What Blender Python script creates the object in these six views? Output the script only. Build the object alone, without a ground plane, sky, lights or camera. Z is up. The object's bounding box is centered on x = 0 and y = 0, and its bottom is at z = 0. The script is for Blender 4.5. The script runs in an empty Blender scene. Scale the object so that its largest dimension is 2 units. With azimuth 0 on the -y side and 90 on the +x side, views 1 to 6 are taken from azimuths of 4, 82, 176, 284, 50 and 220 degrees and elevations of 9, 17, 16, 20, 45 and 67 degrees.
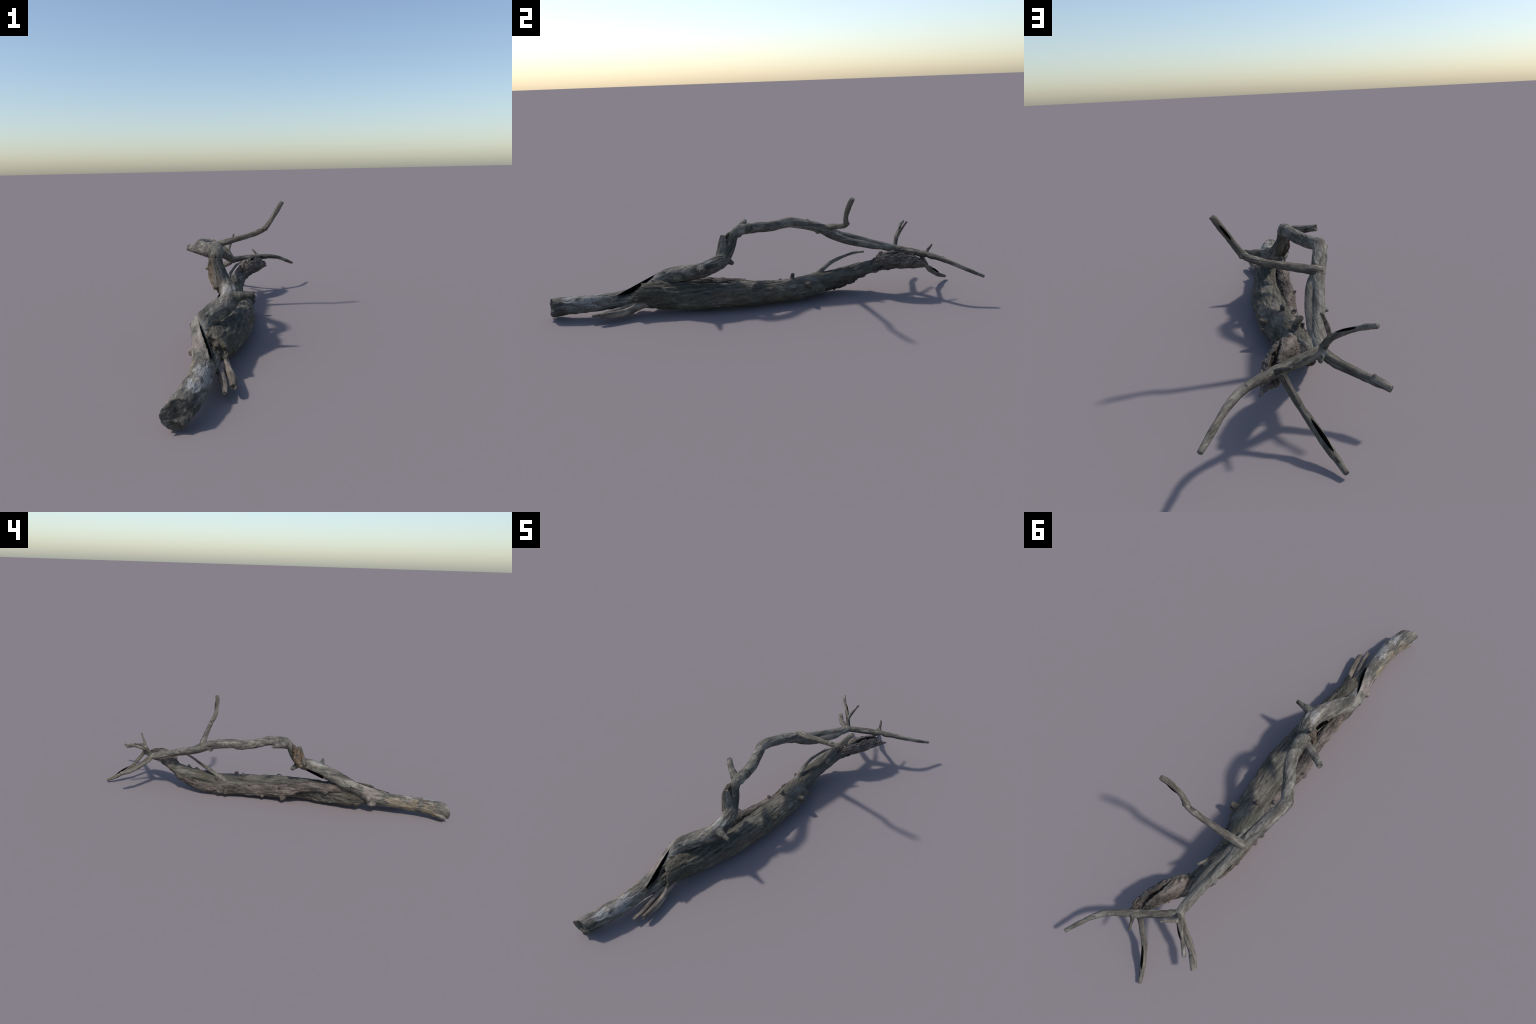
"""Fallen, weathered tree limb: a thick rotting trunk lying on the ground, a sawn
stem that climbs over it and arches back as a bare branch with forked twigs."""
import bpy, bmesh, math
import numpy as np
from mathutils import Vector, Quaternion

SEED = 11
VOXEL = 0.0023

# ----------------------------------------------------------------------------
# 1. SPINES.  Every limb is a spine of (x, y, z, radius) or (x, y, z, half_width,
#    half_height) stations; the skin is a tube lofted through them.
# ----------------------------------------------------------------------------
TRUNK = [
    (0.006, -0.576, 0.088, 0.043, 0.047), (0.001, -0.550, 0.085, 0.051, 0.057), (-0.004, -0.520, 0.082, 0.056, 0.062),
    (-0.008, -0.480, 0.077, 0.062, 0.066), (0.004, -0.400, 0.069, 0.064, 0.063),
    (0.016, -0.320, 0.062, 0.064, 0.061), (0.028, -0.240, 0.061, 0.063, 0.058),
    (0.033, -0.160, 0.061, 0.063, 0.056), (0.034, -0.080, 0.061, 0.064, 0.057),
    (0.029, 0.000, 0.060, 0.063, 0.055), (0.020, 0.080, 0.058, 0.064, 0.049),
    (0.010, 0.160, 0.058, 0.063, 0.049), (-0.004, 0.225, 0.063, 0.062, 0.046),
    (-0.019, 0.275, 0.068, 0.051, 0.043), (-0.030, 0.320, 0.075, 0.045, 0.039),
    (-0.038, 0.380, 0.087, 0.044, 0.035), (-0.039, 0.440, 0.099, 0.043, 0.033),
    (-0.038, 0.500, 0.110, 0.043, 0.031), (-0.028, 0.550, 0.123, 0.038, 0.031),
]
ROTTEN_END = [
    (-0.034, 0.520, 0.112, 0.036, 0.028), (-0.020, 0.560, 0.128, 0.037, 0.032),
    (-0.001, 0.596, 0.153, 0.039, 0.044), (0.018, 0.630, 0.163, 0.038, 0.045),
    (0.036, 0.665, 0.167, 0.037, 0.041), (0.054, 0.712, 0.165, 0.035, 0.033),
    (0.066, 0.742, 0.160, 0.031, 0.026), (0.074, 0.762, 0.154, 0.024, 0.018),
]
RIDGE = [
    (-0.050, -0.450, 0.113, 0.010, 0.010), (-0.048, -0.400, 0.115, 0.020, 0.017),
    (-0.048, -0.320, 0.112, 0.024, 0.022), (-0.048, -0.250, 0.107, 0.026, 0.026),
    (-0.047, -0.180, 0.090, 0.028, 0.030), (-0.050, -0.100, 0.066, 0.031, 0.037),
    (-0.048, 0.000, 0.052, 0.029, 0.031), (-0.048, 0.080, 0.046, 0.027, 0.028),
    (-0.054, 0.160, 0.041, 0.027, 0.029), (-0.062, 0.240, 0.036, 0.029, 0.032),
    (-0.064, 0.320, 0.038, 0.029, 0.033), (-0.064, 0.390, 0.050, 0.028, 0.034),
    (-0.062, 0.450, 0.072, 0.026, 0.032), (-0.052, 0.520, 0.100, 0.022, 0.025),
    (-0.040, 0.560, 0.118, 0.016, 0.018),
]
STEM = [
    (-0.035, -0.983, 0.056, 0.038, 0.039), (-0.022, -0.918, 0.060, 0.038, 0.040),
    (-0.013, -0.850, 0.064, 0.0395, 0.041), (-0.011, -0.790, 0.066, 0.039, 0.040),
    (-0.013, -0.737, 0.068, 0.0375), (-0.017, -0.680, 0.072, 0.036),
    (-0.034, -0.591, 0.091, 0.033), (-0.050, -0.510, 0.126, 0.031),
    (-0.054, -0.457, 0.151, 0.034), (-0.030, -0.406, 0.167, 0.036),
    (-0.005, -0.356, 0.176, 0.037), (0.019, -0.299, 0.190, 0.037),
    (0.019, -0.251, 0.206, 0.036), (0.004, -0.200, 0.220, 0.033),
    (-0.008, -0.172, 0.230, 0.026),
]
BUTT_CORE = [
    (-0.015, -0.770, 0.066, 0.034), (-0.011, -0.690, 0.065, 0.0355),
    (-0.006, -0.620, 0.066, 0.0350), (0.000, -0.545, 0.070, 0.0340),
]
RISER = [
    (0.010, -0.212, 0.212, 0.032, 0.030), (-0.003, -0.184, 0.228, 0.031, 0.028),
    (-0.020, -0.160, 0.254, 0.027, 0.024), (-0.036, -0.141, 0.290, 0.0255, 0.020),
    (-0.043, -0.131, 0.318, 0.0250, 0.0195), (-0.046, -0.117, 0.339, 0.0250, 0.022),
    (-0.048, -0.092, 0.353, 0.025, 0.025), (-0.054, -0.050, 0.355, 0.025, 0.025),
]
ARCH = [
    (-0.046, -0.090, 0.354, 0.0240), (-0.068, -0.010, 0.355, 0.0250),
    (-0.106, 0.052, 0.344, 0.0245), (-0.143, 0.108, 0.342, 0.0245),
    (-0.154, 0.126, 0.343, 0.0250), (-0.157, 0.138, 0.343, 0.0252), (-0.152, 0.172, 0.345, 0.0248),
    (-0.136, 0.267, 0.327, 0.0255), (-0.118, 0.345, 0.300, 0.0255),
    (-0.113, 0.410, 0.275, 0.0185), (-0.103, 0.474, 0.256, 0.0180),
    (-0.094, 0.530, 0.239, 0.0185), (-0.085, 0.590, 0.219, 0.0190),
    (-0.078, 0.640, 0.203, 0.0205), (-0.076, 0.690, 0.192, 0.0170),
]
STRAND = [
    (-0.118, 0.320, 0.300, 0.0160), (-0.099, 0.365, 0.279, 0.0205),
    (-0.083, 0.423, 0.255, 0.0185), (-0.074, 0.474, 0.239, 0.0170),
    (-0.070, 0.521, 0.228, 0.0165), (-0.068, 0.578, 0.213, 0.0150),
    (-0.076, 0.640, 0.200, 0.0110),
]
TWIG_TOP = [
    (-0.128, 0.352, 0.312, 0.0170), (-0.100, 0.357, 0.323, 0.0165),
    (-0.059, 0.362, 0.332, 0.0153), (0.002, 0.369, 0.347, 0.0136),
    (0.065, 0.374, 0.366, 0.0126), (0.108, 0.377, 0.385, 0.0128),
    (0.124, 0.371, 0.398, 0.0122),
]
TWIG_TOP_TIP = [
    (0.106, 0.377, 0.384, 0.0126), (0.126, 0.369, 0.400, 0.0124), (0.145, 0.362, 0.425, 0.0112),
    (0.177, 0.364, 0.473, 0.0108), (0.206, 0.374, 0.520, 0.0106),
]
TWIG_LEFT = [
    (-0.079, 0.680, 0.193, 0.0165), (-0.020, 0.727, 0.192, 0.0156),
    (0.034, 0.766, 0.192, 0.0148), (0.086, 0.803, 0.191, 0.0134),
    (0.136, 0.841, 0.184, 0.0115), (0.177, 0.886, 0.167, 0.0100),
    (0.210, 0.940, 0.144, 0.0088), (0.241, 0.997, 0.121, 0.0076),
]
TWIG_DOWN = [
    (0.046, 0.774, 0.190, 0.0110), (0.030, 0.786, 0.164, 0.0106),
    (0.012, 0.807, 0.134, 0.0106),
    (-0.006, 0.829, 0.104, 0.0108), (-0.026, 0.854, 0.079, 0.0112),
    (-0.046, 0.885, 0.056, 0.0110), (-0.072, 0.931, 0.029, 0.0096),
    (-0.091, 0.970, 0.014, 0.0080),
]
TWIG_RIGHT = [
    (-0.076, 0.680, 0.194, 0.0150), (-0.105, 0.701, 0.172, 0.0152),
    (-0.141, 0.723, 0.154, 0.0146), (-0.183, 0.748, 0.140, 0.0143),
    (-0.216, 0.774, 0.133, 0.0138), (-0.241, 0.802, 0.126, 0.0120),
]
TWIG_UP = [
    (-0.079, 0.685, 0.196, 0.0125), (-0.099, 0.697, 0.233, 0.0112),
    (-0.131, 0.719, 0.259, 0.0094), (-0.166, 0.741, 0.276, 0.0084),
    (-0.193, 0.761, 0.288, 0.0084), (-0.212, 0.778, 0.296, 0.0085),
]
TWIG_SMALL = [
    (-0.100, 0.700, 0.238, 0.0085), (-0.092, 0.714, 0.274, 0.0073),
    (-0.083, 0.727, 0.300, 0.0062), (-0.073, 0.741, 0.327, 0.0052),
]
TWIG_THORN = [
    (0.062, 0.785, 0.193, 0.0090), (0.041, 0.805, 0.208, 0.0074),
    (0.029, 0.823, 0.219, 0.0061), (0.017, 0.837, 0.228, 0.0042),
]
TWIG_TRUNK = [
    (-0.044, 0.245, 0.088, 0.0150), (-0.049, 0.290, 0.114, 0.0115),
    (-0.055, 0.332, 0.144, 0.0100), (-0.055, 0.378, 0.167, 0.0085),
    (-0.040, 0.429, 0.191, 0.0072), (-0.027, 0.465, 0.203, 0.0065),
    (-0.012, 0.502, 0.209, 0.0060),
]
FOOT = [
    (0.006, -0.510, 0.060, 0.024, 0.026), (0.034, -0.575, 0.054, 0.018, 0.020),
    (0.057, -0.625, 0.040, 0.0125, 0.018), (0.074, -0.680, 0.035, 0.0130, 0.016),
    (0.084, -0.725, 0.037, 0.0130, 0.013), (0.088, -0.762, 0.040, 0.0110, 0.009),
]
FOOT_SPLINTER = [
    (0.002, -0.530, 0.066, 0.020, 0.020), (0.018, -0.590, 0.056, 0.016, 0.016),
    (0.032, -0.640, 0.045, 0.0120, 0.013), (0.044, -0.690, 0.040, 0.0125, 0.012),
    (0.057, -0.740, 0.034, 0.0115, 0.009), (0.066, -0.796, 0.034, 0.0080, 0.006),
]
TIP_SPLINTER = [
    (0.064, 0.725, 0.152, 0.018, 0.012), (0.080, 0.762, 0.147, 0.014, 0.009),
    (0.092, 0.786, 0.141, 0.009, 0.006), (0.099, 0.803, 0.138, 0.004, 0.003),
]
STUB_HOOK = [(0.035, -0.290, 0.200, 0.026), (0.062, -0.292, 0.209, 0.018),
             (0.087, -0.292, 0.211, 0.0115, 0.014), (0.118, -0.292, 0.217, 0.0075, 0.0125)]
STUB_ARCH = [(-0.046, -0.108, 0.335, 0.023), (-0.085, -0.097, 0.346, 0.0190),
             (-0.132, -0.078, 0.354, 0.0150), (-0.174, -0.055, 0.363, 0.0130)]
TORN_FACE = [(-0.026, -0.188, 0.228, 0.028, 0.026), (-0.046, -0.170, 0.260, 0.024, 0.027),
             (-0.054, -0.162, 0.290, 0.021, 0.023), (-0.057, -0.154, 0.316, 0.016, 0.016),
             (-0.056, -0.144, 0.338, 0.009, 0.010)]
STUB_PLATE = [(-0.018, -0.196, 0.226, 0.028, 0.024), (-0.032, -0.187, 0.258, 0.026, 0.023),
              (-0.040, -0.182, 0.290, 0.022, 0.019), (-0.044, -0.178, 0.315, 0.018, 0.013),
              (-0.046, -0.176, 0.336, 0.014, 0.007)]
# short knots and spurs: base, tip, base radius, tip radius
KNOTS = [
    ((-0.012, 0.140, 0.095), (-0.010, 0.147, 0.127), 0.011, 0.008),
    ((0.052, 0.205, 0.085), (0.078, 0.207, 0.098), 0.017, 0.010),
    ((0.055, 0.215, 0.062), (0.076, 0.222, 0.070), 0.014, 0.008),
    ((0.058, -0.050, 0.092), (0.075, -0.050, 0.112), 0.026, 0.014),
    ((-0.066, -0.085, 0.076), (-0.083, -0.082, 0.098), 0.008, 0.003),
    ((-0.056, -0.100, 0.046), (-0.079, -0.100, 0.018), 0.030, 0.008),
    ((-0.028, -0.165, 0.215), (-0.036, -0.138, 0.194), 0.017, 0.010),
    ((-0.046, -0.570, 0.090), (-0.080, -0.574, 0.084), 0.024, 0.012),
    ((-0.050, 0.091, 0.070), (-0.064, 0.091, 0.086), 0.011, 0.006),
    ((-0.060, 0.285, 0.094), (-0.072, 0.288, 0.112), 0.011, 0.005),
    ((-0.140, 0.250, 0.335), (-0.142, 0.250, 0.359), 0.010, 0.006),
    ((-0.110, 0.500, 0.245), (-0.122, 0.520, 0.243), 0.009, 0.005),
    ((0.010, 0.662, 0.150), (-0.006, 0.674, 0.140), 0.010, 0.006),
    ((-0.018, 0.270, 0.095), (-0.012, 0.276, 0.113), 0.007, 0.003),
    ((-0.060, 0.440, 0.060), (-0.078, 0.440, 0.050), 0.030, 0.018),
    ((-0.052, 0.505, 0.088), (-0.076, 0.516, 0.078), 0.026, 0.014),
    ((-0.060, 0.015, 0.034), (-0.074, 0.018, 0.020), 0.014, 0.006),
    ((-0.072, 0.700, 0.186), (-0.071, 0.711, 0.172), 0.010, 0.006),
    ((-0.052, -0.332, 0.104), (-0.068, -0.342, 0.094), 0.024, 0.012),
    ((-0.076, 0.228, 0.040), (-0.105, 0.222, 0.032), 0.024, 0.008),
    ((-0.076, 0.268, 0.034), (-0.102, 0.270, 0.028), 0.022, 0.008),
    ((-0.074, 0.375, 0.044), (-0.097, 0.383, 0.034), 0.020, 0.008),
    ((-0.062, 0.300, 0.020), (-0.066, 0.304, 0.002), 0.014, 0.006),
    ((-0.060, 0.235, 0.020), (-0.062, 0.233, 0.003), 0.012, 0.006),
    ((-0.060, 0.362, 0.026), (-0.062, 0.366, 0.006), 0.012, 0.005),
    ((-0.040, -0.098, 0.350), (-0.041, -0.110, 0.370), 0.018, 0.010),
    ((0.030, 0.260, 0.075), (0.040, 0.300, 0.030), 0.012, 0.004),
    ((-0.020, 0.352, 0.105), (-0.016, 0.362, 0.124), 0.012, 0.005),
    ((-0.022, 0.415, 0.114), (-0.018, 0.430, 0.132), 0.013, 0.006),
    ((-0.014, 0.465, 0.122), (-0.008, 0.482, 0.140), 0.012, 0.006),
    ((-0.006, 0.585, 0.180), (0.002, 0.581, 0.204), 0.018, 0.011),
    ((-0.030, 0.460, 0.078), (-0.024, 0.470, 0.060), 0.014, 0.006),
    ((0.000, -0.535, 0.125), (-0.013, -0.571, 0.140), 0.016, 0.004),
    ((0.018, -0.550, 0.105), (0.015, -0.600, 0.114), 0.019, 0.005),
    ((0.020, -0.545, 0.072), (0.018, -0.594, 0.082), 0.021, 0.007),
    ((-0.025, -0.490, 0.128), (-0.030, -0.522, 0.145), 0.016, 0.005),
    ((-0.036, -0.587, 0.070), (-0.049, -0.592, 0.038), 0.031, 0.023),
    ((-0.028, -0.500, 0.055), (-0.048, -0.512, 0.028), 0.032, 0.016),
    ((0.000, -0.860, 0.090), (0.002, -0.862, 0.104), 0.016, 0.009),
    ((-0.128, 0.300, 0.300), (-0.140, 0.302, 0.286), 0.016, 0.010),
    ((0.132, 0.838, 0.184), (0.128, 0.846, 0.197), 0.008, 0.004),
    ((-0.206, 0.768, 0.138), (-0.206, 0.766, 0.155), 0.008, 0.004),
    ((0.118, 0.374, 0.392), (0.128, 0.382, 0.386), 0.010, 0.007),
]
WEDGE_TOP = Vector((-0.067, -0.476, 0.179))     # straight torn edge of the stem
WEDGE_LOW = Vector((0.009, -0.681, 0.105))


# ----------------------------------------------------------------------------
# 2. helpers: spline, frames, tube loft, numpy gradient noise
# ----------------------------------------------------------------------------
def resample(stations, step):
    P = np.array([s if len(s) == 5 else (*s, s[3]) for s in stations], float)
    ext = np.vstack([2 * P[0] - P[1], P, 2 * P[-1] - P[-2]])
    out = []
    for i in range(1, len(ext) - 2):
        p0, p1, p2, p3 = ext[i - 1:i + 3]
        n = max(2, int(np.linalg.norm(p2[:3] - p1[:3]) / step))
        for t in np.arange(n) / n:
            out.append(0.5 * (2 * p1 + (p2 - p0) * t + (2 * p0 - 5 * p1 + 4 * p2 - p3) * t * t
                              + (3 * p1 - p0 - 3 * p2 + p3) * t ** 3))
    out.append(P[-1])
    return np.array(out)


def frames(C):
    T = np.gradient(C, axis=0)
    T /= np.linalg.norm(T, axis=1)[:, None]
    S, U = np.zeros_like(T), np.zeros_like(T)
    for i, t in enumerate(T):
        if abs(t[2]) < 0.93 and (i == 0 or True):
            s = np.cross(t, (0, 0, 1.0))
        else:
            s = np.cross(t, (0, 1.0, 0))
        if i:                                   # keep neighbours consistent
            prev = S[i - 1] - t * (S[i - 1] @ t)
            s = s / np.linalg.norm(s)
            if abs(t[2]) > 0.75:
                s = prev
        s /= np.linalg.norm(s)
        S[i], U[i] = s, np.cross(s, t)
    return T, S, U


def tube(stations, seg=28, step=0.006, start="round", end="cut", jag=0.0, rng=None,
         wobble=0.0, hollow_depth=0.9, start_dir=None, end_dir=None):
    """Closed lofted mesh (verts, faces).  Ends: round, cut, splinter."""
    Q = resample(stations, step)
    C = Q[:, :3]
    T, S, U = frames(C)
    th = np.linspace(0, 2 * np.pi, seg, endpoint=False)
    V, F = [], []

    def ring(c, s, u, a, b, off=None, axis=None):
        p = c + a * np.cos(th)[:, None] * s + b * np.sin(th)[:, None] * u
        if off is not None:
            p = p + off[:, None] * axis
        i0 = len(V)
        V.extend(p)
        return i0

    def bridge(i, j):
        for k in range(seg):
            F.append((i + k, i + (k + 1) % seg, j + (k + 1) % seg, j + k))

    def cap(i0, c, flip):
        V.append(c)
        m = len(V) - 1
        for k in range(seg):
            F.append((i0 + (k + 1) % seg, i0 + k, m) if not flip else (i0 + k, i0 + (k + 1) % seg, m))

    def jagged(n):
        v = np.zeros(seg)
        for f in (2, 3, 5, 8):
            v += rng.normal() / f ** 0.5 * np.cos(f * th + rng.uniform(0, 6.28))
        return v * n

    n = len(Q)
    ids = []
    for i in range(n):
        off, ax = None, None
        if i == 0 and start == "splinter":
            off, ax = jagged(jag), -T[0]
        if i == n - 1 and end == "splinter":
            off, ax = jagged(jag), T[-1]
        if i == 0 and start_dir is not None:
            d = np.array(start_dir, float)
            rel = Q[i, 3] * np.cos(th)[:, None] * S[i] + Q[i, 4] * np.sin(th)[:, None] * U[i]
            slant = -(rel @ d) / (T[i] @ d)
            off, ax = (slant if off is None else slant - off), T[i]
        k = 1.0 + (wobble * rng.normal() if rng is not None and wobble else 0.0)
        ids.append(ring(C[i], S[i], U[i], Q[i, 3] * k, Q[i, 4] * k, off, ax))
    for a, b in zip(ids[:-1], ids[1:]):
        bridge(a, b)
    r0, r1 = Q[0, 3:].mean(), Q[-1, 3:].mean()
    depth0 = {"round": -0.5 * r0, "cut": 0.0, "splinter": hollow_depth * r0}[start]
    depth1 = {"round": -0.5 * r1, "cut": 0.0, "splinter": 0.9 * r1}[end]
    if start == "splinter":
        i0 = ring(C[0] + T[0] * depth0 * .7, S[0], U[0], Q[0, 3] * .62, Q[0, 4] * .62,
                  slant * .62 if start_dir is not None else None, T[0])
        bridge(i0, ids[0])
        cap(i0, C[0] + T[0] * depth0, False)
    else:
        cap(ids[0], C[0] + T[0] * depth0, False)
    if end == "splinter":
        i1 = ring(C[-1] - T[-1] * depth1 * .7, S[-1], U[-1], Q[-1, 3] * .6, Q[-1, 4] * .6)
        bridge(ids[-1], i1)
        cap(i1, C[-1] - T[-1] * depth1, True)
    else:
        cap(ids[-1], C[-1] - T[-1] * depth1, True)
    return np.array(V), F


def mesh_object(name, V, F):
    me = bpy.data.meshes.new(name)
    me.from_pydata([tuple(map(float, v)) for v in V], [], F)
    me.update()
    bm = bmesh.new()
    bm.from_mesh(me)
    bmesh.ops.recalc_face_normals(bm, faces=bm.faces)
    bm.to_mesh(me)
    bm.free()
    ob = bpy.data.objects.new(name, me)
    bpy.context.scene.collection.objects.link(ob)
    return ob


def _hash(ix, iy, iz, seed):
    h = (ix.astype(np.int64) * 374761393 + iy.astype(np.int64) * 668265263
         + iz.astype(np.int64) * 2147483647 + seed * 974711) & 0xFFFFFFFF
    h = ((h ^ (h >> 13)) * 1274126177) & 0xFFFFFFFF
    h = (h ^ (h >> 16)) & 0xFFFF
    return h / 32767.5 - 1.0


def noise(P, seed=0):
    """Trilinear value noise with smooth fade, about -1..1."""
    I = np.floor(P)
    f = P - I
    f = f * f * f * (f * (f * 6 - 15) + 10)
    I = I.astype(np.int64)
    r = 0
    for dx in (0, 1):
        for dy in (0, 1):
            for dz in (0, 1):
                w = ((f[:, 0] if dx else 1 - f[:, 0]) * (f[:, 1] if dy else 1 - f[:, 1])
                     * (f[:, 2] if dz else 1 - f[:, 2]))
                r = r + w * _hash(I[:, 0] + dx, I[:, 1] + dy, I[:, 2] + dz, seed)
    return r


def fbm(P, seed=0, octaves=4, gain=0.5):
    a, s, r = 1.0, 0.0, 0
    for o in range(octaves):
        r = r + a * noise(P * 2.03 ** o + 17.3 * o, seed + o)
        s += a
        a *= gain
    return r / s


# ----------------------------------------------------------------------------
# 3. materials (all procedural, on Object coordinates)
# ----------------------------------------------------------------------------
class Nodes:
    def __init__(self, name):
        self.mat = bpy.data.materials.new(name)
        self.mat.use_nodes = True
        self.t = self.mat.node_tree
        self.t.nodes.clear()
        self.obj = self.new("ShaderNodeTexCoord").outputs["Object"]

    def new(self, kind, **kw):
        n = self.t.nodes.new(kind)
        for k, v in kw.items():
            setattr(n, k, v)
        return n

    def link(self, a, b):
        self.t.links.new(a, b)

    def put(self, sock, v):
        if hasattr(v, "links"):
            self.link(v, sock)
        else:
            sock.default_value = v

    def grain_coords(self, direction, stretch, squeeze=1.0):
        q = Vector(direction).normalized().rotation_difference(Vector((0, 0, 1)))
        m = self.new("ShaderNodeMapping")
        m.inputs["Rotation"].default_value = q.to_euler()
        self.link(self.obj, m.inputs["Vector"])
        m2 = self.new("ShaderNodeMapping")
        m2.inputs["Scale"].default_value = (squeeze, squeeze, stretch)
        self.link(m.outputs[0], m2.inputs["Vector"])
        return m2.outputs[0]

    def noise(self, vec, scale, detail=5.0, rough=0.6, distortion=0.0, seed=0.0):
        if seed:
            m = self.new("ShaderNodeMapping")
            m.inputs["Location"].default_value = (seed, -seed * .7, seed * .3)
            self.link(vec, m.inputs["Vector"])
            vec = m.outputs[0]
        n = self.new("ShaderNodeTexNoise")
        self.link(vec, n.inputs["Vector"])
        n.inputs["Scale"].default_value = scale
        n.inputs["Detail"].default_value = detail
        n.inputs["Roughness"].default_value = rough
        n.inputs["Distortion"].default_value = distortion
        return n.outputs["Fac"]

    def ramp(self, fac, stops, mode="LINEAR"):
        r = self.new("ShaderNodeValToRGB")
        r.color_ramp.interpolation = mode
        el = r.color_ramp.elements
        while len(el) < len(stops):
            el.new(0.5)
        for e, (p, c) in zip(el, stops):
            e.position = p
            e.color = (*c, 1) if not isinstance(c, (int, float)) else (c, c, c, 1)
        self.link(fac, r.inputs[0])
        return r.outputs[0]

    def mix(self, fac, a, b, blend="MIX"):
        m = self.new("ShaderNodeMix", data_type="RGBA", blend_type=blend)
        self.put(m.inputs[0], fac)
        for sock, v in ((m.inputs[6], a), (m.inputs[7], b)):
            if hasattr(v, "links"):
                self.link(v, sock)
            else:
                sock.default_value = (*v, 1)
        return m.outputs[2]

    def math(self, op, a, b=0.0, clamp=False):
        m = self.new("ShaderNodeMath", operation=op, use_clamp=clamp)
        self.put(m.inputs[0], a)
        self.put(m.inputs[1], b)
        return m.outputs[0]

    def near(self, point, radius, edge=0.5, jitter=0.0, vec_noise=None):
        """1 inside a ball around a point on the object, ragged by noise."""
        d = self.new("ShaderNodeVectorMath", operation="DISTANCE")
        self.link(self.obj, d.inputs[0])
        d.inputs[1].default_value = point
        v = self.math("DIVIDE", d.outputs["Value"], radius)
        if vec_noise is not None:
            v = self.math("ADD", v, self.math("MULTIPLY", self.math("SUBTRACT", vec_noise, 0.5), jitter))
        r = self.new("ShaderNodeMapRange")
        self.link(v, r.inputs[0])
        r.inputs[1].default_value, r.inputs[2].default_value = 1.0 - edge, 1.0
        r.inputs[3].default_value, r.inputs[4].default_value = 1.0, 0.0
        return r.outputs[0]

    def finish(self, color, height, bump=0.35, dist=0.004, rough=0.88):
        b = self.new("ShaderNodeBump")
        b.inputs["Strength"].default_value = bump
        b.inputs["Distance"].default_value = dist
        self.link(height, b.inputs["Height"])
        p = self.new("ShaderNodeBsdfPrincipled")
        self.link(color, p.inputs["Base Color"])
        self.put(p.inputs["Roughness"], rough)
        p.inputs["Specular IOR Level"].default_value = 0.2
        self.link(b.outputs[0], p.inputs["Normal"])
        o = self.new("ShaderNodeOutputMaterial")
        self.link(p.outputs[0], o.inputs[0])
        return self.mat


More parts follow.
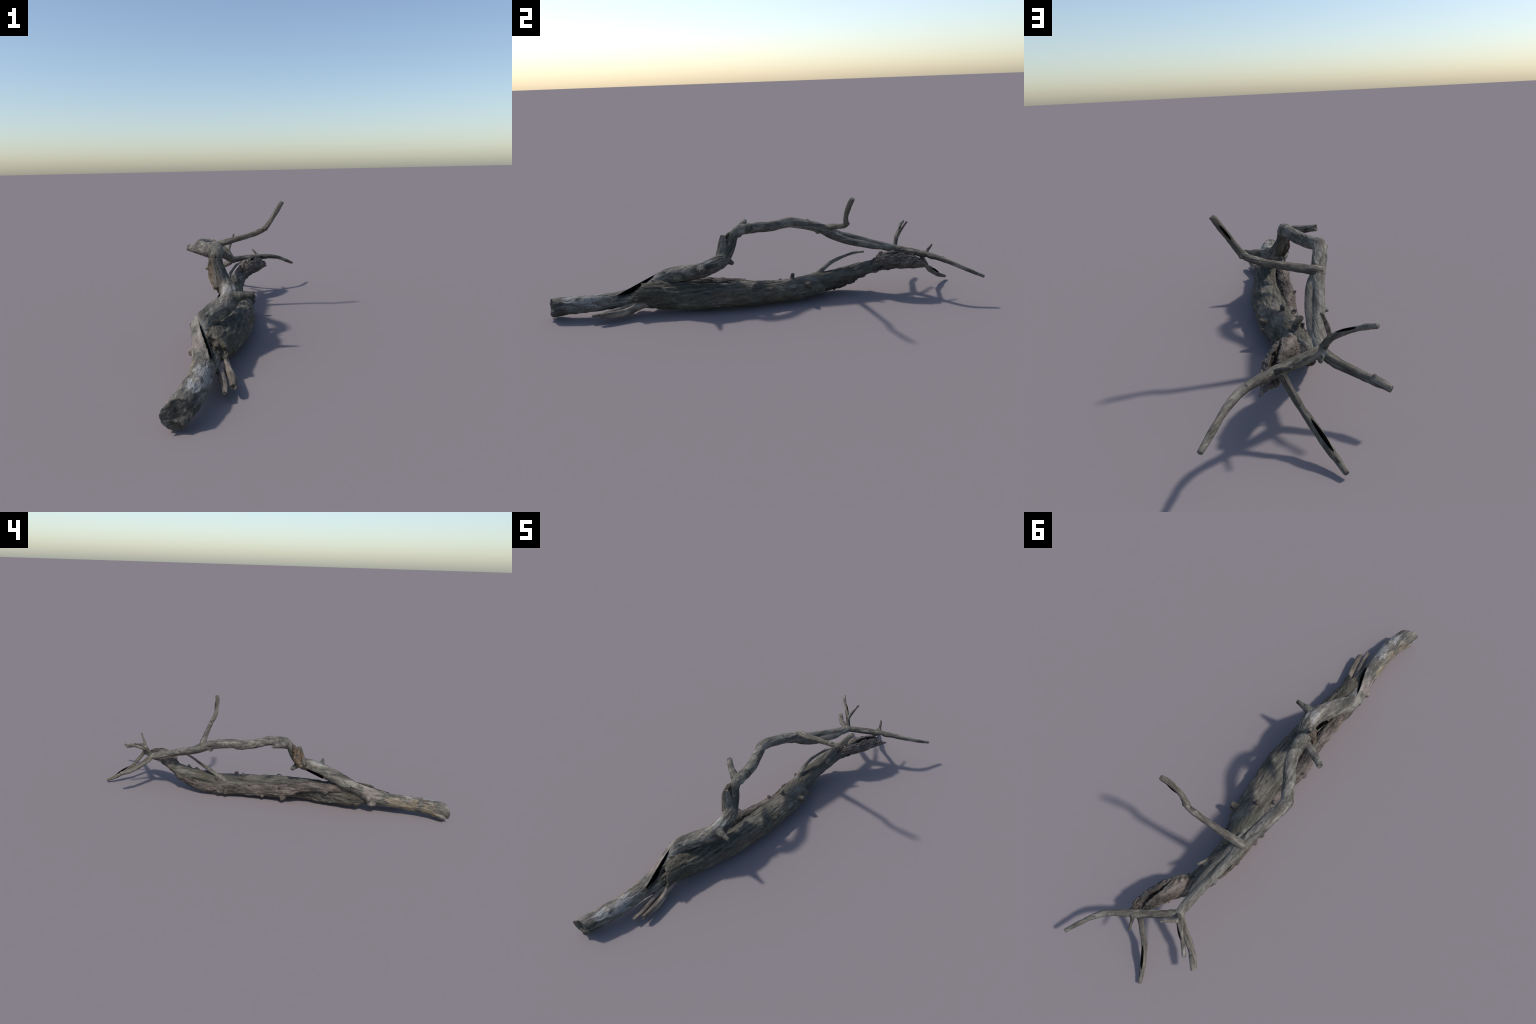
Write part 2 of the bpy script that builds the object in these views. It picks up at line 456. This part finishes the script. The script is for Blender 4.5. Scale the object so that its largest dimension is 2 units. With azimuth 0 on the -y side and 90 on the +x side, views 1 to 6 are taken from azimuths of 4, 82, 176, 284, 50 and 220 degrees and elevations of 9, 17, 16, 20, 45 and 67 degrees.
def wood(name, direction, dark, mid, light, patches=(), flecks=None, stretch=0.13, scale=85.0,
         blotch=0.5, moss=None, bump=0.5, cracks=0.6, balls=()):
    """Weathered wood: streaky grain, cloudy blotches, dark cracks, optional tints.
    patches: (colour, scale, low, high, strength, seed); balls: (point, radius, colour, strength, jitter)."""
    n = Nodes(name)
    g = n.grain_coords(direction, stretch)
    g1 = n.noise(g, scale, 7, 0.65, 0.4)
    g2 = n.noise(g, scale * 0.32, 4, 0.6, 0.3, 3.1)
    fac = n.math("ADD", n.math("MULTIPLY", g1, 0.42), n.math("MULTIPLY", g2, 0.58))
    col = n.ramp(fac, [(0.32, dark), (0.47, mid), (0.60, light), (0.72, tuple(c * 1.25 for c in light))])
    p = n.grain_coords(direction, 0.42)
    cloud = n.noise(p, 18, 6, 0.62, 0.5, 5.5)
    shade = n.ramp(cloud, [(0.34, 1.0 - blotch * 0.65), (0.5, 1.0), (0.66, 1.0 + blotch * 0.45)])
    col = n.mix(1.0, col, shade, "MULTIPLY")
    for c, sc, lo, hi, st, sd in patches:
        m = n.ramp(n.noise(p, sc * 1.2, 7, 0.66, 0.7, sd), [(lo, 0.0), (hi, 1.0)])
        streak = n.ramp(g1, [(0.3, 0.75), (0.7, 1.25)])
        col = n.mix(n.math("MULTIPLY", m, st), col, n.mix(1.0, c, streak, "MULTIPLY"))
    edge = n.noise(p, 34, 7, 0.68, 0.6, 9.0)
    for pt, rad, c, st, jit in balls:
        m = n.near(pt, rad, 0.35, jit, edge)
        streak = n.ramp(g1, [(0.3, 0.6), (0.7, 1.35)])
        col = n.mix(n.math("MULTIPLY", m, st), col, n.mix(1.0, c, streak, "MULTIPLY"))
    if flecks:
        c, lo, hi, st = flecks
        f = n.ramp(n.noise(g, scale * 0.55, 8, 0.75, 0.8, 7.7), [(lo, 0.0), (hi, 1.0)])
        big = n.ramp(n.noise(n.obj, 20, 3, 0.5, 0.0, 2.2), [(0.42, 0.0), (0.6, 1.0)])
        col = n.mix(n.math("MULTIPLY", n.math("MULTIPLY", f, big), st), col, c)
    crack = n.ramp(n.noise(n.grain_coords(direction, stretch * 0.35), scale * 0.7, 3, 0.5, 0.6, 1.3),
                   [(0.30, 1.0), (0.37, 0.0)])
    col = n.mix(n.math("MULTIPLY", crack, cracks), col, tuple(c * 0.35 for c in dark))
    def fissure(sc, seed, width, st):
        v = n.noise(n.grain_coords(direction, st), sc, 4, 0.55, 0.9, seed)
        return n.ramp(n.math("ABSOLUTE", n.math("SUBTRACT", v, 0.5)), [(0.0, 1.0), (width, 0.0)])
    gate = n.ramp(n.noise(p, 14, 3, 0.5, 0.0, 11.0), [(0.40, 0.15), (0.58, 1.0)])
    lines = n.math("MAXIMUM", fissure(26, 12.0, 0.016, 0.16), n.math("MULTIPLY", fissure(60, 15.0, 0.022, 0.14), 0.7))
    lines = n.math("MULTIPLY", lines, gate)
    col = n.mix(n.math("MULTIPLY", lines, 0.85 * cracks), col, tuple(c * 0.30 for c in dark))
    speck = n.ramp(n.noise(n.obj, 130, 4, 0.7, 0.0, 4.0), [(0.3, 0.72), (0.5, 1.0), (0.7, 1.2)])
    col = n.mix(0.8, col, speck, "MULTIPLY")
    h = n.math("SUBTRACT", n.math("ADD", g1, n.math("MULTIPLY", g2, 0.6)), n.math("MULTIPLY", n.math("ADD", crack, lines), 0.7))
    return n.finish(col, h, bump)


def black_matte(name):
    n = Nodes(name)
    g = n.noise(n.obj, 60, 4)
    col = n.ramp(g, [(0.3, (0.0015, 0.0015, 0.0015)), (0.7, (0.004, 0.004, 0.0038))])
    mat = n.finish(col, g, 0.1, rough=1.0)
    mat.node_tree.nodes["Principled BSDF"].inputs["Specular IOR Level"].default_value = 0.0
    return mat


GREY_D, GREY_M, GREY_L = (0.040, 0.037, 0.032), (0.112, 0.103, 0.087), (0.222, 0.206, 0.176)  # greys lowered a little toward the baked shading on the side view
TWG_D, TWG_M, TWG_L = (0.040, 0.036, 0.029), (0.120, 0.107, 0.087), (0.245, 0.224, 0.185)  # twig tones also darkened, baked side shade mixed into the base colour
LOG_D, LOG_M, LOG_L = (0.028, 0.026, 0.022), (0.080, 0.073, 0.061), (0.168, 0.156, 0.131)  # whole trunk painted darker to meet the shade on its +x side
ROT_D, ROT_M, ROT_L = (0.032, 0.026, 0.023), (0.094, 0.078, 0.068), (0.172, 0.145, 0.125)
GREEN = (0.066, 0.068, 0.052)
BROWN = (0.105, 0.075, 0.050)
TAN = (0.270, 0.215, 0.145)
LICHEN = (0.310, 0.304, 0.294)
ORANGE = (0.170, 0.100, 0.058)

# ----------------------------------------------------------------------------
# 4. the limbs: name, spine, tube options, relief (lump, grain, flake), look
# ----------------------------------------------------------------------------
rng = np.random.default_rng(SEED)
R = lambda k: np.random.default_rng(SEED * 100 + k)
LIMBS = []


def limb(name, stations, mat, lump=0.05, grain=0.0010, flake=0.0, **kw):
    LIMBS.append(dict(name=name, st=stations, mat=mat, lump=lump, grain=grain, flake=flake, kw=kw))


limb("trunk", TRUNK, "trunk", 0.07, 0.0020, 0.0022, seg=44, start="splinter", jag=0.010, rng=R(1), end="round",
     start_dir=(-0.42, -0.9, 0.12), hollow_depth=0.12)
limb("rotten_ridge", RIDGE, "rotten", 0.11, 0.0026, 0.0038, seg=32, start="round", end="round")
limb("rotten_end", ROTTEN_END, "rotten", 0.10, 0.0028, 0.0060, seg=36, start="round", end="splinter", jag=0.010, rng=R(2))
limb("stem", STEM, "stem", 0.07, 0.0014, 0.0012, seg=36, start="cut", end="round", start_dir=(0.40, -0.90, 0.10))
limb("stem", BUTT_CORE, "stem", 0.07, 0.0014, 0.0012, start="round", end="round")
limb("branch", RISER, "riser", 0.09, 0.0014, 0.0004, start="round", end="round")
limb("branch", ARCH, "arch", 0.10, 0.0013, 0.0, start="round", end="round")
limb("branch_strand", STRAND, "arch", 0.05, 0.0008, 0.0, start="round", end="round")
limb("twig", TWIG_TOP, "twig_top", 0.20, 0.0009, start="round", end="round")
limb("twig", TWIG_TOP_TIP, "twig_tip", 0.20, 0.0009, start="round", end="cut")
limb("twig", TWIG_LEFT, "twig_left", 0.20, 0.0008, start="round", end="cut")
limb("twig", TWIG_DOWN, "twig_down", 0.20, 0.0007, start="round", end="cut")
limb("twig", TWIG_RIGHT, "twig_right", 0.20, 0.0008, start="round", end="cut")
limb("twig", TWIG_UP, "twig_up", 0.20, 0.0006, start="round", end="cut")
limb("twig", TWIG_SMALL, "twig_up", 0.20, 0.0004, start="round", end="cut")
limb("twig", TWIG_THORN, "twig_up", 0.20, 0.0004, start="round", end="cut")
limb("twig", TWIG_TRUNK, "twig_trunk", 0.20, 0.0005, start="round", end="cut")
limb("side_root", FOOT, "foot", 0.10, 0.0016, 0.0016, start="round", end="splinter", jag=0.006, rng=R(3))
limb("side_root", FOOT_SPLINTER, "foot", 0.10, 0.0014, 0.0012, start="round", end="splinter", jag=0.004, rng=R(6))
limb("splinter", TIP_SPLINTER, "rotten", 0.10, 0.0012, 0.0015, start="round", end="round")
limb("stub", STUB_HOOK, "riser", 0.06, 0.0008, start="round", end="cut")
limb("stub", STUB_ARCH, "arch", 0.08, 0.0010, start="round", end="splinter", jag=0.004, rng=R(4))
limb("torn_wood", TORN_FACE, "break", 0.12, 0.0034, 0.0030, start="round", end="round")
limb("stub", STUB_PLATE, "plate", 0.06, 0.0016, start="round", end="splinter", jag=0.004, rng=R(5))
KNOT_MAT = ["trunk", "trunk", "trunk", "trunk", "rotten", "rotten", "riser", "stem", "rotten", "rotten",
            "arch", "arch", "rotten", "trunk", "rotten", "rotten", "rotten", "twig_right",
            "rotten", "rotten", "rotten", "rotten", "rotten", "rotten", "rotten", "arch", "trunk", "trunk", "trunk",
            "rotten", "rotten", "trunk", "trunk", "trunk", "trunk", "trunk", "stem", "trunk", "stem", "arch",
            "twig_left", "twig_right", "twig_tip"]
for (a, b, r0, r1), m in zip(KNOTS, KNOT_MAT):
    a, b = np.array(a), np.array(b)
    d = (b - a) / np.linalg.norm(b - a)
    limb("knot", [(*(a - d * r0 * .6), r0 * 1.1), (*a, r0), (*(a * .45 + b * .55), r0 * .45 + r1 * .55), (*b, r1)],
         m, 0.08, 0.0010, 0.0030 if m == "rotten" else 0.0008, seg=16, step=0.004, start="round", end="round")


def merge(parts):
    V, F = [], []
    for v, f in parts:
        o = sum(len(x) for x in V)
        V.append(v)
        F += [tuple(i + o for i in q) for q in f]
    return np.vstack(V), F


def prism(path_a, path_b, path_c):
    """Solid wedge between three matching edge lines."""
    n = len(path_a)
    V = [Vector(p) for p in path_a] + [Vector(p) for p in path_b] + [Vector(p) for p in path_c]
    F = []
    for i in range(n - 1):
        for a, b in ((0, 1), (1, 2), (2, 0)):
            F.append((a * n + i, a * n + i + 1, b * n + i + 1, b * n + i))
    F += [(0, n, 2 * n), (n - 1, 3 * n - 1, 2 * n - 1)]
    return np.array(V), F


skins = [tube(l["st"], **l["kw"]) for l in LIMBS]

# torn bark strip that carries the stem up to its straight edge beside the black wedge
ts = np.linspace(0.0, 1.0, 9)
edge = [WEDGE_LOW.lerp(WEDGE_TOP, t) for t in ts]
bulge = [math.sin(math.pi * t) for t in ts]
strip = prism([e + Vector((0.0, 0, 0.0005)) for e in edge],
              [e + Vector((-0.032, 0.004, -0.026)) for e in edge],
              [e + Vector((-0.006, 0.0, -0.040)) for e in edge])
skins.append(strip)

# toe under the sawn butt
toe = tube([(-0.030, -0.925, 0.046, 0.032, 0.034), (-0.038, -0.962, 0.032, 0.033, 0.027),
            (-0.042, -0.984, 0.021, 0.029, 0.020)], seg=20, step=0.004, start="round", end="cut")
skins.append(toe)

body = mesh_object("body_source", *merge(skins))


def boolean_cut(ob, V, F):
    c = mesh_object("cutter", V, F)
    m = ob.modifiers.new("cut", "BOOLEAN")
    m.operation, m.solver, m.object = "DIFFERENCE", "EXACT", c
    dg = bpy.context.evaluated_depsgraph_get()
    me = bpy.data.meshes.new_from_object(ob.evaluated_get(dg))
    ob.modifiers.clear()
    ob.data = me
    bpy.data.objects.remove(c)


def voxel(ob, size):
    m = ob.modifiers.new("remesh", "REMESH")
    m.mode, m.voxel_size, m.adaptivity = "VOXEL", size, 0.0
    dg = bpy.context.evaluated_depsgraph_get()
    me = bpy.data.meshes.new_from_object(ob.evaluated_get(dg))
    ob.modifiers.clear()
    ob.data = me


voxel(body, VOXEL)
# the rotted end is a gutter split along its top
GUTTER = [(0.030, 0.600, 0.204, 0.007, 0.010), (0.036, 0.640, 0.200, 0.010, 0.018), (0.044, 0.680, 0.194, 0.010, 0.020),
          (0.056, 0.725, 0.186, 0.011, 0.018), (0.076, 0.790, 0.176, 0.014, 0.018)]
PIT = [(-0.012, 0.594, 0.205, 0.005), (-0.010, 0.600, 0.170, 0.004)]
boolean_cut(body, *merge([tube(GUTTER, seg=14, start="round"), ]))
voxel(body, VOXEL)

me = body.data
nv = len(me.vertices)
co = np.empty(nv * 3)
me.vertices.foreach_get("co", co)
co = co.reshape(-1, 3)
edges = np.empty(len(me.edges) * 2, int)
me.edges.foreach_get("vertices", edges)
edges = edges.reshape(-1, 2)
label = np.arange(nv)                                  # drop loose crumbs left by the remesh
while True:
    before = label.copy()
    np.minimum.at(label, edges[:, 0], label[edges[:, 1]])
    np.minimum.at(label, edges[:, 1], label[edges[:, 0]])
    label = label[label]
    if (label == before).all():
        break
main_part = label == np.bincount(label).argmax()


def smooth(X, n, lam=0.5):
    deg = np.bincount(edges.ravel(), minlength=nv)[:, None]
    for _ in range(n):
        acc = np.zeros_like(X)
        for k in range(X.shape[1]):
            acc[:, k] = (np.bincount(edges[:, 0], X[edges[:, 1], k], nv)
                         + np.bincount(edges[:, 1], X[edges[:, 0], k], nv))
        X = X + lam * (acc / np.maximum(deg, 1) - X)
    return X


def normals(X):
    me.vertices.foreach_set("co", X.ravel())
    me.update()
    N = np.empty(nv * 3)
    me.vertex_normals.foreach_get("vector", N)
    return N.reshape(-1, 3)


s1 = smooth(co, 4, 0.5)
co = s1 + 0.6 * (s1 - smooth(s1, 4, 0.5))            # volume-keeping smoothing

# ---- nearest limb of every vertex, with coordinates along and around it
best = np.full(nv, 1e9, np.float32)
own = np.zeros(nv, int)
loc = np.zeros((nv, 3))
rad = np.zeros(nv)
c32 = co.astype(np.float32)
for li, l in enumerate(LIMBS):
    Q = resample(l["st"], 0.006)
    C = Q[:, :3]
    T, S, U = frames(C)
    s = np.r_[0, np.cumsum(np.linalg.norm(np.diff(C, axis=0), axis=1))]
    rr = Q[:, 3:].max(1) + 0.004
    lo, hi = C.min(0) - rr.max() - 0.03, C.max(0) + rr.max() + 0.03
    cand = np.where(((co > lo) & (co < hi)).all(1))[0]
    for ch in np.array_split(cand, max(1, len(cand) * len(C) // 4000000 + 1)):
        if not len(ch):
            continue
        d2 = ((c32[ch][:, None, :] - C.astype(np.float32)[None]) ** 2).sum(-1)
        k = d2.argmin(1)
        off = co[ch] - C[k]
        o1, o2 = (off * S[k]).sum(1), (off * U[k]).sum(1)
        d = np.sqrt(d2.min(1))
        q = np.sqrt((o1 / Q[k, 3]) ** 2 + (o2 / Q[k, 4]) ** 2 + ((off * T[k]).sum(1) / Q[k, 3:].mean(1)) ** 2)
        score = (q - 1) * Q[k, 3:].mean(1)
        win = score < best[ch]
        w = ch[win]
        best[w], own[w] = score[win], li
        loc[w] = np.stack([o1, o2, s[k] + (off * T[k]).sum(1)], -1)[win]
        rad[w] = Q[k, 3:].mean(1)[win]

LUMP = np.array([l["lump"] for l in LIMBS])[own]
GRAIN = np.array([l["grain"] for l in LIMBS])[own]
FLAKE = np.array([l["flake"] for l in LIMBS])[own]
seedoff = own[:, None] * np.array([[3.7, 1.3, 9.1]])
par = np.stack([LUMP * rad, GRAIN, FLAKE], -1)
par = smooth(par, 12, 0.6)                            # no relief step where limbs meet
N = normals(co)
lump = fbm(co / 0.045, 3, 3) + 0.8 * fbm(loc / np.array([0.016, 0.016, 0.030]) + seedoff, 71, 2)
g = fbm(loc / np.array([0.0075, 0.0075, 0.070]) + seedoff, 21, 4, 0.6)
ridge = 1.0 - np.abs(fbm(loc / np.array([0.011, 0.011, 0.12]) + seedoff, 33, 3)) * 3.0
gaps = -np.clip(1.0 - np.abs(fbm(loc / np.array([0.020, 0.020, 0.16]) + seedoff, 41, 2)) / 0.045, 0, 1)
cell = fbm(co / np.array([0.012, 0.048, 0.012]), 55, 4, 0.62)
step = np.clip((fbm(co / np.array([0.020, 0.075, 0.020]), 61, 3) + 0.02) / 0.06, -1, 1)
disp = par[:, 0] * lump + par[:, 1] * (g * 1.2 + gaps * 1.6) + par[:, 2] * (cell * 0.8 + step * 0.45)
co = co + N * disp[:, None]
co[:, 2] = np.maximum(co[:, 2], 0.0012 + 0.002 * np.abs(noise(co / 0.01, 5)))
co[:, 2] -= co[main_part, 2].min()
N = normals(co)

# ---- split into parts
polys = np.empty(len(me.loops), int)
me.loops.foreach_get("vertex_index", polys)
starts = np.empty(len(me.polygons), int)
me.polygons.foreach_get("loop_start", starts)
totals = np.empty(len(me.polygons), int)
me.polygons.foreach_get("loop_total", totals)
face_own = np.where(main_part[polys[starts]], own[polys[starts]], -1)

MATS = {
    "trunk": wood("trunk_wood", (-0.05, 1, 0.03), LOG_D, LOG_M, LOG_L, blotch=0.6, scale=75, cracks=0.45,
                  patches=((GREEN, 9, 0.46, 0.62, 0.6, 1.0), (BROWN, 8, 0.50, 0.64, 0.5, 2.0),
                           (ROT_M, 11, 0.54, 0.66, 0.6, 6.0), ((0.034, 0.036, 0.031), 17, 0.62, 0.74, 0.5, 8.0)),
                  flecks=((0.30, 0.285, 0.245), 0.52, 0.66, 0.45),
                  balls=(((0.02, -0.50, 0.10), 0.13, (0.070, 0.061, 0.044), 0.75, 1.2), ((0.085, -0.15, 0.05), 0.10, BROWN, 0.5, 3.0),
                         ((0.08, 0.05, 0.04), 0.09, BROWN, 0.5, 3.0))),
    "rotten": wood("rotten_wood", (0.1, 1, 0.15), ROT_D, ROT_M, ROT_L, blotch=0.9, scale=60, stretch=0.25,
                   patches=((LOG_M, 10, 0.50, 0.62, 0.7, 1.5), ((0.20, 0.145, 0.115), 24, 0.56, 0.68, 0.6, 3.0)),
                   flecks=((0.30, 0.23, 0.18), 0.58, 0.70, 0.5), cracks=0.9),
    "stem": wood("stem_bark", (0.0, 1, 0.08), GREY_D, GREY_M, GREY_L, blotch=0.8, scale=70,
                 patches=((BROWN, 9, 0.56, 0.66, 0.5, 2.5), ((0.075, 0.073, 0.066), 22, 0.50, 0.58, 0.75, 4.4),
                          ((0.25, 0.215, 0.175), 13, 0.54, 0.64, 0.6, 7.1), (TAN, 18, 0.60, 0.68, 0.5, 10.0)),
                 flecks=(LICHEN, 0.54, 0.62, 0.55),
                 balls=(((0.0, -0.90, 0.10), 0.034, LICHEN, 0.8, 5.0), ((0.012, -0.80, 0.10), 0.042, LICHEN, 0.7, 6.0), ((0.026, -0.88, 0.06), 0.045, (0.230, 0.222, 0.210), 0.6, 5.0),
                        ((-0.06, -0.80, 0.055), 0.055, TAN, 0.75, 3.2), ((-0.06, -0.89, 0.035), 0.055, TAN, 0.75, 3.2), ((-0.055, -0.72, 0.075), 0.045, TAN, 0.6, 3.2),
                        ((-0.065, -0.58, 0.115), 0.06, (0.25, 0.205, 0.180), 0.7, 3.0),
                        ((0.01, -0.27, 0.245), 0.035, LICHEN, 0.6, 4.0),
                        ((-0.02, -0.985, 0.05), 0.055, (0.085, 0.078, 0.064), 0.9, 0.8))),
    "riser": wood("riser_wood", (-0.3, 0.6, 0.75), GREY_D, GREY_M, GREY_L, blotch=0.6,
                  patches=((GREEN, 10, 0.46, 0.62, 0.7, 3.0),),
                  ),
    "break": wood("torn_wood", (-0.1, 0.1, 1), (0.030, 0.023, 0.017), (0.105, 0.078, 0.055), (0.225, 0.165, 0.112), blotch=1.0,
                  scale=60, stretch=0.10, cracks=1.0,
                  patches=(((0.105, 0.092, 0.074), 24, 0.48, 0.58, 0.8, 1.0), (TAN, 30, 0.58, 0.66, 0.6, 2.0))),
    "plate": wood("stub_wood", (-0.1, 0.1, 1), (0.050, 0.044, 0.038), (0.115, 0.100, 0.083), (0.20, 0.175, 0.145), blotch=0.8,
                  balls=(((-0.072, -0.186, 0.28), 0.038, ORANGE, 0.7, 3.5),)),
    "arch": wood("arch_wood", (-0.1, 1, -0.15), GREY_D, GREY_M, GREY_L, blotch=0.6,
                 patches=((GREEN, 9, 0.56, 0.68, 0.5, 3.0), (ROT_M, 10, 0.50, 0.62, 0.6, 5.0), ((0.045, 0.043, 0.038), 26, 0.60, 0.70, 0.6, 8.0)),
                 flecks=((0.33, 0.32, 0.28), 0.52, 0.66, 0.5)),
    "foot": wood("root_wood", (0.25, -1, -0.1), (0.05, 0.044, 0.038), (0.14, 0.120, 0.10), (0.26, 0.215, 0.175), blotch=0.8,
                 patches=(((0.30, 0.235, 0.185), 17, 0.54, 0.64, 0.6, 1.0),)),
}
for key, d in (("twig_top", (0.97, 0.1, 0.28)), ("twig_tip", (0.54, 0.0, 0.84)), ("twig_left", (0.7, 0.7, -0.1)), ("twig_down", (-0.5, 0.7, -0.7)),
               ("twig_right", (-0.8, 0.5, -0.3)), ("twig_up", (-0.6, 0.5, 0.6)), ("twig_trunk", (0.15, 0.85, 0.5))):
    MATS[key] = wood("twig_wood", d, TWG_D, TWG_M, TWG_L, blotch=0.6, scale=110, stretch=0.11,
                     patches=((ROT_M, 12, 0.52, 0.64, 0.6, 3.0), ((0.045, 0.041, 0.034), 28, 0.58, 0.68, 0.6, 6.0)), flecks=((0.36, 0.34, 0.29), 0.54, 0.68, 0.5))

root = bpy.data.objects.new("fallen_branch", None)
bpy.context.scene.collection.objects.link(root)
root["label"] = "weathered grey fallen tree limb with arching forked branch"
root["category"] = "dead branch"

for li, l in enumerate(LIMBS):
    fs = np.where(face_own == li)[0]
    if not len(fs):
        continue
    idx = np.concatenate([polys[starts[f]:starts[f] + totals[f]] for f in fs])
    u, inv = np.unique(idx, return_inverse=True)
    m = bpy.data.meshes.new(l["name"])
    m.vertices.add(len(u))
    m.vertices.foreach_set("co", co[u].ravel())
    m.loops.add(len(inv))
    m.loops.foreach_set("vertex_index", inv)
    m.polygons.add(len(fs))
    t = totals[fs]
    m.polygons.foreach_set("loop_start", np.r_[0, np.cumsum(t)[:-1]])
    m.polygons.foreach_set("use_smooth", np.ones(len(fs), bool))
    m.update(calc_edges=True)
    m.validate()
    m.normals_split_custom_set_from_vertices([tuple(v) for v in N[u]])
    m.materials.append(MATS[l["mat"]])
    ob = bpy.data.objects.new(l["name"], m)
    bpy.context.scene.collection.objects.link(ob)
    ob.parent = root
bpy.data.objects.remove(body)

# ----------------------------------------------------------------------------
# 5. solid black shapes: the hollow beside the stem and the lenses on the twigs
# ----------------------------------------------------------------------------
BLACK_FILL = black_matte("black_matte")


def black_fill(V, F):
    ob = mesh_object("black_fill", V, F)
    ob.data.materials.append(BLACK_FILL)
    ob.parent = root
    return ob


black_fill(*prism([e + Vector((0.0018, 0, -0.0030)) for e in edge],
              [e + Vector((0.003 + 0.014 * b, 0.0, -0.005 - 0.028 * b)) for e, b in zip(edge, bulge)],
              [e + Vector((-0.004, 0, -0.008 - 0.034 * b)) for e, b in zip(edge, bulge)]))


def black_lens(a, b, half, out, depth):
    """Lens-shaped black solid along a limb: a..b line, pushed out by `out`."""
    a, b = Vector(a), Vector(b)
    n = 9
    st = []
    for i in range(n):
        t = i / (n - 1)
        w = max(0.05, math.sin(math.pi * t) ** 0.7)
        p = a.lerp(b, t) + Vector(out) * (1 - 0.25 * (2 * t - 1) ** 2)
        st.append((*p, half * w, depth * w))
    black_fill(*tube(st, seg=12, step=0.005, start="round", end="round"))


black_lens((-0.020, 0.846, 0.092), (-0.068, 0.924, 0.036), 0.0050, (-0.0025, 0.0062, 0.0030), 0.0060)
black_lens((-0.112, 0.706, 0.250), (-0.168, 0.742, 0.277), 0.0040, (0.0030, 0.0045, 0.0045), 0.0045)
black_lens((0.150, 0.364, 0.434), (0.192, 0.370, 0.498), 0.0028, (-0.0020, 0.0075, 0.0010), 0.0045)
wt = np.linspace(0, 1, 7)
black_fill(*prism([Vector((0.000, -0.190, 0.192)).lerp(Vector((-0.008, -0.312, 0.146)), t) for t in wt],
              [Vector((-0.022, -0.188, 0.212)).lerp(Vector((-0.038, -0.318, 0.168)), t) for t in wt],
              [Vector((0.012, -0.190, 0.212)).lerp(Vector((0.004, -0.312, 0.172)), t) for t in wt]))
